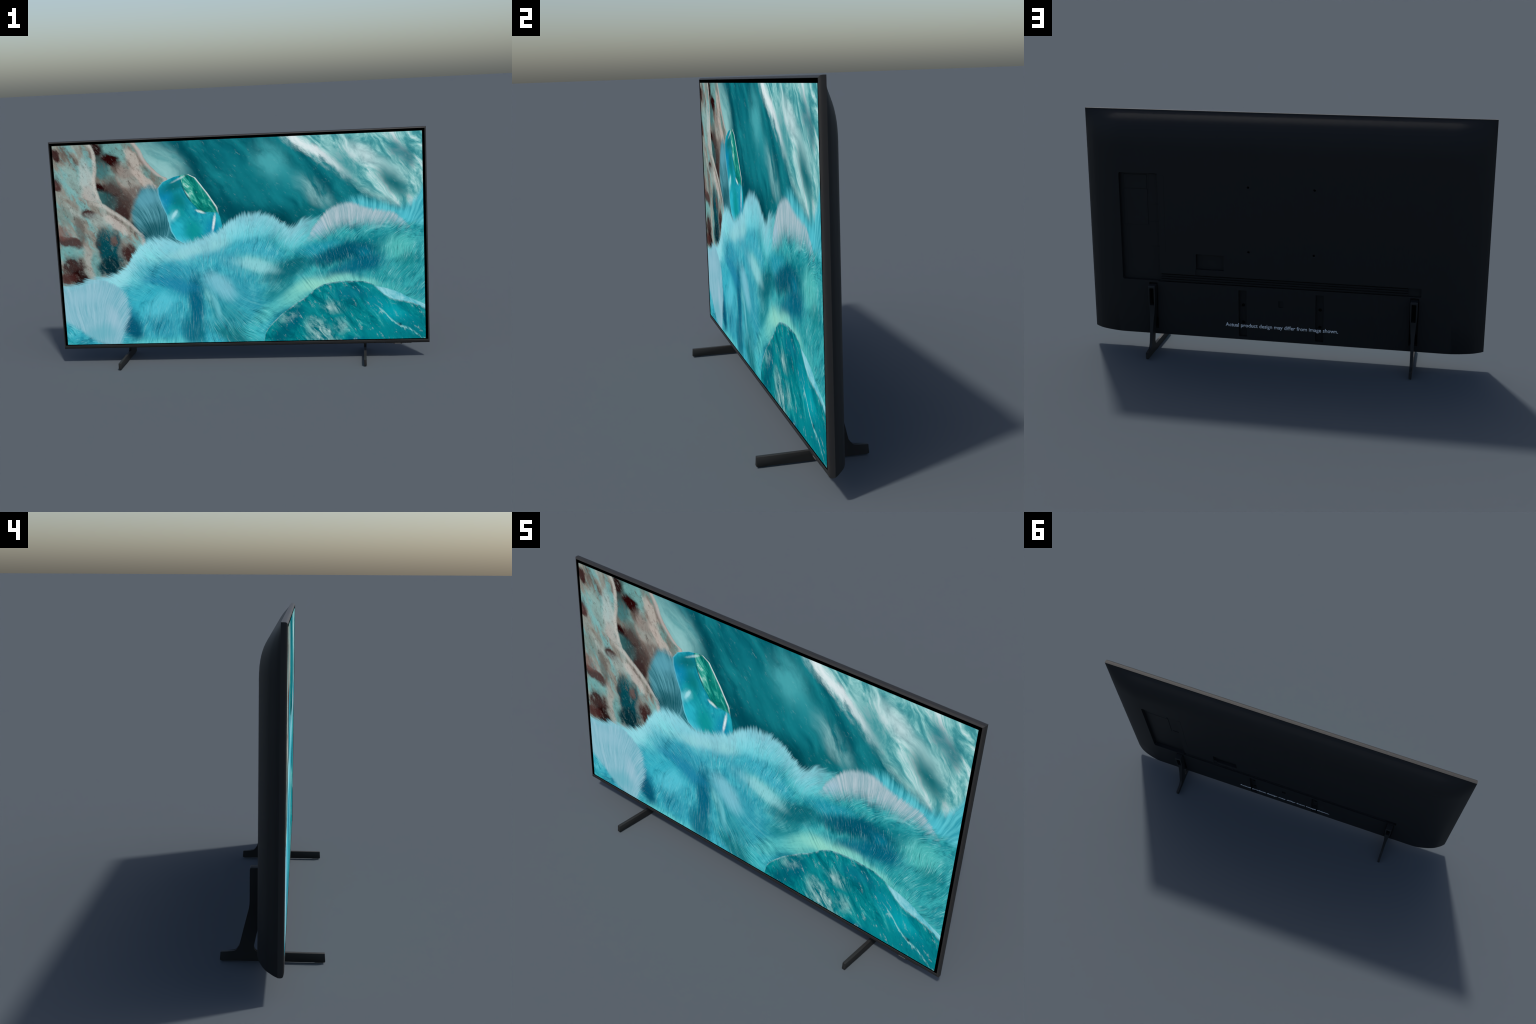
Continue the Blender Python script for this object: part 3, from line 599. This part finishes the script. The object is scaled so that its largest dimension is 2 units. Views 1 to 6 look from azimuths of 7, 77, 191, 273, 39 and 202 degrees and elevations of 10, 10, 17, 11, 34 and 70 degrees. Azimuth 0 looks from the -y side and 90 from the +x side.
# recesses: (x0, x1, z0, z1, floor y, corner radius)
PORT_FLOOR = 0.0265
RECESSES = [
    ( 0.6170, 0.8160, 0.3735, 0.9250, PORT_FLOOR, 0.008),   # connector bay
    (-0.6880, 0.6300, 0.3700, 0.4145, 0.0330, 0.003),       # cable channel
    ( 0.2884, 0.4310, 0.4440, 0.5240, 0.0300, 0.004),       # power socket bay
    ( 0.4130, 0.4335, 0.4100, 0.4470, 0.0440, 0.001),       # its cable notch
    ( 0.1740, 0.2150, 0.1040, 0.3485, 0.0290, 0.002),       # inner bracket slots
    (-0.2155,-0.1745, 0.1040, 0.3485, 0.0290, 0.002),
    (-0.0115, 0.0115, 0.2710, 0.3052, 0.0410, 0.003),       # small plug
    ( 0.6350, 0.6775, 0.1180, 0.3635, 0.0320, 0.002),       # foot sockets
    (-0.6785,-0.6360, 0.1180, 0.3635, 0.0320, 0.002),
]
for x0, x1, z0, z1, fy, r in RECESSES:
    bm = bmesh.new(); prism_bmesh(bm, rounded_rect(x0, x1, z0, z1, r), fy, 0.08); cut(back, bm)
bm = bmesh.new()
for sx in (1, -1):                                          # deep dark pockets of the foot sockets
    xa, xb = sorted((sx*0.6372, sx*0.6762))
    box_bmesh(bm, xa, xb, 0.012, 0.08, 0.1205, 0.1725)
cut(back, bm)
bm = bmesh.new()
for sx in (1, -1):
    xa, xb = sorted((sx*0.6372, sx*0.6762)); box_bmesh(bm, xa, xb, 0.012, 0.08, 0.3560, 0.3620)
cut(back, bm)
# wall-mount holes with a countersink, and holes in the bracket slots
VESA = [(sx*0.1626, z) for sx in (1, -1) for z in (0.8735, 0.5485)]
bm = bmesh.new()
for x, z in VESA: prism_bmesh(bm, circle(x, z, 0.0048), 0.018, 0.08)
for x in (0.1945, -0.1950):
    for z in (0.2660, 0.1745): prism_bmesh(bm, circle(x, z, 0.0085), 0.008, 0.05)
cut(back, bm)
bm = bmesh.new()
for x, z in VESA:
    a = [bm.verts.new((p, 0.0455, q)) for p, q in circle(x, z, 0.0049)]
    b = [bm.verts.new((p, 0.0495, q)) for p, q in circle(x, z, 0.0083)]
    bm.faces.new(a); bm.faces.new(b[::-1])
    for i in range(24): bm.faces.new((a[i], b[i], b[(i+1) % 24], a[(i+1) % 24]))
cut(back, bm)
smooth_by_angle(back.data, 30)

# connector plates on the floor of the bay
plates = [(0.6800, 0.7950, 0.8440, 0.9130), (0.6770, 0.7970, 0.6580, 0.8400), (0.6200, 0.6670, 0.7640, 0.9180), (0.6200, 0.6675, 0.5495, 0.6760)]
master = None
for x0, x1, z0, z1 in plates:
    new_object("connector_plate", box_mesh("connector_plate", x0, x1, PORT_FLOOR-0.002, PORT_FLOOR+0.0022, z0, z1, 0.0006, 1), back, M_BACK)
# raised rim beside the bay
new_object("bay_rim", box_mesh("bay_rim", 0.5865, 0.6075, BACK_Y-0.001, BACK_Y+0.0008, 0.5268, 0.9170, 0.0003, 1), back, M_BACK)

# ribbed cover lying in the cable channel
def cable_cover_mesh():
    y_hi, y_lo = BACK_Y-0.0045, BACK_Y-0.0110
    zs = [0.3710, 0.3745, 0.3755, 0.3825, 0.3835, 0.3872, 0.3882, 0.3952, 0.3962, 0.3999, 0.4009, 0.4075, 0.4085, 0.4135]
    ys = [y_lo, y_lo, y_hi, y_hi, y_lo, y_lo, y_hi, y_hi, y_lo, y_lo, y_hi, y_hi, y_lo, y_lo]
    prof = list(zip(ys, zs)) + [(0.0325, 0.4135), (0.0325, 0.3710)]
    V_ = [(x, y, z) for x in (-0.6240, 0.6140) for y, z in prof]; n = len(prof)
    F_ = [tuple(range(n)), tuple(range(2*n-1, n-1, -1))] + [(i, n+i, n+(i+1) % n, (i+1) % n) for i in range(n)]
    return mesh_from("cable_cover", V_, F_)
new_object("cable_cover", cable_cover_mesh(), back, M_COVER)

# --- printed notice on the back
def text_mesh(name, body, width, height_cap, depth):
    cu = bpy.data.curves.new(name, 'FONT'); cu.body = body; cu.size = 1.0; cu.extrude = 0.0; cu.resolution_u = 3
    cu.offset = 0.012
    ob = bpy.data.objects.new(name, cu); bpy.context.scene.collection.objects.link(ob)
    dg = bpy.context.evaluated_depsgraph_get()
    me = bpy.data.meshes.new_from_object(ob.evaluated_get(dg)); bpy.data.objects.remove(ob); bpy.data.curves.remove(cu)
    xs = [v.co.x for v in me.vertices]; x0, x1 = min(xs), max(xs)
    sx = width/(x1-x0); sz = height_cap/0.729
    for v in me.vertices: v.co = Vector((-(v.co.x-x0)*sx, 0.0, v.co.y*sz))
    bm = bmesh.new(); bm.from_mesh(me)
    r = bmesh.ops.extrude_face_region(bm, geom=bm.faces[:])
    for g in r['geom']:
        if isinstance(g, bmesh.types.BMVert): g.co.y += depth
    bmesh.ops.recalc_face_normals(bm, faces=bm.faces)
    bm.to_mesh(me); bm.free(); me.name = name
    return me
note = new_object("printed_notice", text_mesh("printed_notice", "Actual product design may differ from image shown.", 0.5715, 0.0200, 0.0006), back, M_TEXT)
note.location = (0.2828, BACK_Y+0.0002, 0.1553)

# --- feet: a side outline (y, z) given thickness along x; the thickness follows the height
def leg_mesh():
    def arc(cx, cz, r, a0, a1, n=6):
        return [(cx + r*math.cos(math.radians(a0+(a1-a0)*i/n)), cz + r*math.sin(math.radians(a0+(a1-a0)*i/n))) for i in range(n+1)]
    out = [(-0.1890, 0.0055), (-0.1868, 0.0352), (-0.1850, 0.0362)]            # front toe
    out += [(0.0480, 0.0362), (0.0590, 0.0375), (0.0655, 0.0435), (0.0685, 0.0500), (0.0680, 0.0580)]
    out += [(0.0628, 0.0830), (0.0570, 0.1100), (0.0485, 0.1510), (0.0440, 0.1720), (0.0415, 0.2000), (0.0415, 0.2350), (0.0415, 0.2700), (0.0415, 0.3100), (0.0415, 0.3540)]
    out += [(0.0800, 0.3540), (0.0826, 0.3515), (0.0830, 0.3460), (0.0831, 0.3100), (0.0832, 0.2700), (0.0833, 0.2350), (0.0840, 0.2180), (0.0862, 0.2020)]
    out += [(0.0965, 0.1600), (0.1062, 0.1200), (0.1150, 0.0830), (0.1205, 0.0600), (0.1235, 0.0520), (0.1285, 0.0445), (0.1345, 0.0395), (0.1420, 0.0370)]
    out += [(0.1860, 0.0345), (0.1885, 0.0335), (0.1907, 0.0050), (0.1880, 0.0018), (0.1830, 0.0012), (-0.1830, 0.0012), (-0.1870, 0.0022)]
    HALF = [(0.0, 0.0066), (0.12, 0.0074), (0.17, 0.0090), (0.20, 0.0112), (0.235, 0.0140), (0.26, 0.0165), (0.30, 0.0180), (0.36, 0.0180)]
    bm = bmesh.new()
    a = [bm.verts.new((-smooth_interp(HALF, z), y, z)) for y, z in out]
    b = [bm.verts.new(( smooth_interp(HALF, z), y, z)) for y, z in out]
    n = len(out)
    fa = bm.faces.new(a); fb = bm.faces.new(b[::-1])
    for i in range(n): bm.faces.new((a[i], b[i], b[(i+1) % n], a[(i+1) % n]))
    rim = list(fa.edges) + list(fb.edges)
    bmesh.ops.bevel(bm, geom=rim, offset=0.0016, segments=2, affect='EDGES', profile=0.5)
    bmesh.ops.triangulate(bm, faces=[f for f in bm.faces if len(f.verts) > 4])
    bmesh.ops.recalc_face_normals(bm, faces=bm.faces)
    me = bpy.data.meshes.new("foot"); bm.to_mesh(me); bm.free()
    return me
leg = new_object("foot", leg_mesh(), tv, M_LEG)
bm = bmesh.new(); prism_bmesh(bm, rounded_rect(-0.0112, 0.0112, 0.2515, 0.3420, 0.003), 0.052, 0.10)
cut(leg, bm)
smooth_by_angle(leg.data, 40)
leg2 = leg.copy(); bpy.context.scene.collection.objects.link(leg2)
pad_me = None
for ob, sx in ((leg, 1), (leg2, -1)):
    ob.location.x = sx*LEG_X
    if pad_me is None: pad_me = box_mesh("rubber_pad", -0.0052, 0.0052, -0.016, 0.016, 0.0, 0.004, 0.001, 1)
    for y in (-0.166, 0.166):
        p = new_object("rubber_pad", pad_me, ob); p.location = (0, y, 0)
    if len(pad_me.materials) == 0: pad_me.materials.append(M_DEEP)
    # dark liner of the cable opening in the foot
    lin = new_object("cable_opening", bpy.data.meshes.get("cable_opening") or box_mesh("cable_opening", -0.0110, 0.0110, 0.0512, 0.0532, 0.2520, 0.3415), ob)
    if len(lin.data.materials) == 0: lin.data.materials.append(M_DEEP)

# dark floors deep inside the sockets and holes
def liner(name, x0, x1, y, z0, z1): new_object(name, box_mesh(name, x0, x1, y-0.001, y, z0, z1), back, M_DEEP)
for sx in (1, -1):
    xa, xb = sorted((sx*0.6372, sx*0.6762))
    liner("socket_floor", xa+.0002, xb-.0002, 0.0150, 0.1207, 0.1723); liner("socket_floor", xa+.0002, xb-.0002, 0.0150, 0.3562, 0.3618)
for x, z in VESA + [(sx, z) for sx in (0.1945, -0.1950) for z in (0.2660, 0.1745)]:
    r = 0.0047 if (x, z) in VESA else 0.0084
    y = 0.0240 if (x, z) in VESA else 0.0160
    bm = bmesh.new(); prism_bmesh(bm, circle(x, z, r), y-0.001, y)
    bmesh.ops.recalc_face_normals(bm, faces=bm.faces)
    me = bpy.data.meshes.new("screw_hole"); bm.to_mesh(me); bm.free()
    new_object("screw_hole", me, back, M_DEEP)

# --- logo tab and sensor bar under the frame
def tab_mesh():
    pts = [(0.7640, 0.0842), (0.7660, 0.0823), (0.8075, 0.0818), (0.8095, 0.0788), (0.8110, 0.0782), (0.8520, 0.0782), (0.8535, 0.0788), (0.8555, 0.0818), (0.9030, 0.0820), (0.9050, 0.0842)]
    bm = bmesh.new(); prism_bmesh(bm, pts, -0.0415, -0.0180); bmesh.ops.recalc_face_normals(bm, faces=bm.faces)
    me = bpy.data.meshes.new("logo_tab"); bm.to_mesh(me); bm.free(); return me
tab = new_object("logo_tab", tab_mesh(), frame, M_TAB)
mark_me = None
for i in range(7):                                           # silver letter-sized marks, too small to read
    x = 0.8158 + i*0.0044
    if mark_me is None: mark_me = box_mesh("logo_mark", 0.0, 0.0034, -0.0420, -0.0412, 0.0800, 0.0826); mark_me.materials.append(M_MARK)
    ob = new_object("logo_mark", mark_me, tab); ob.location.x = x
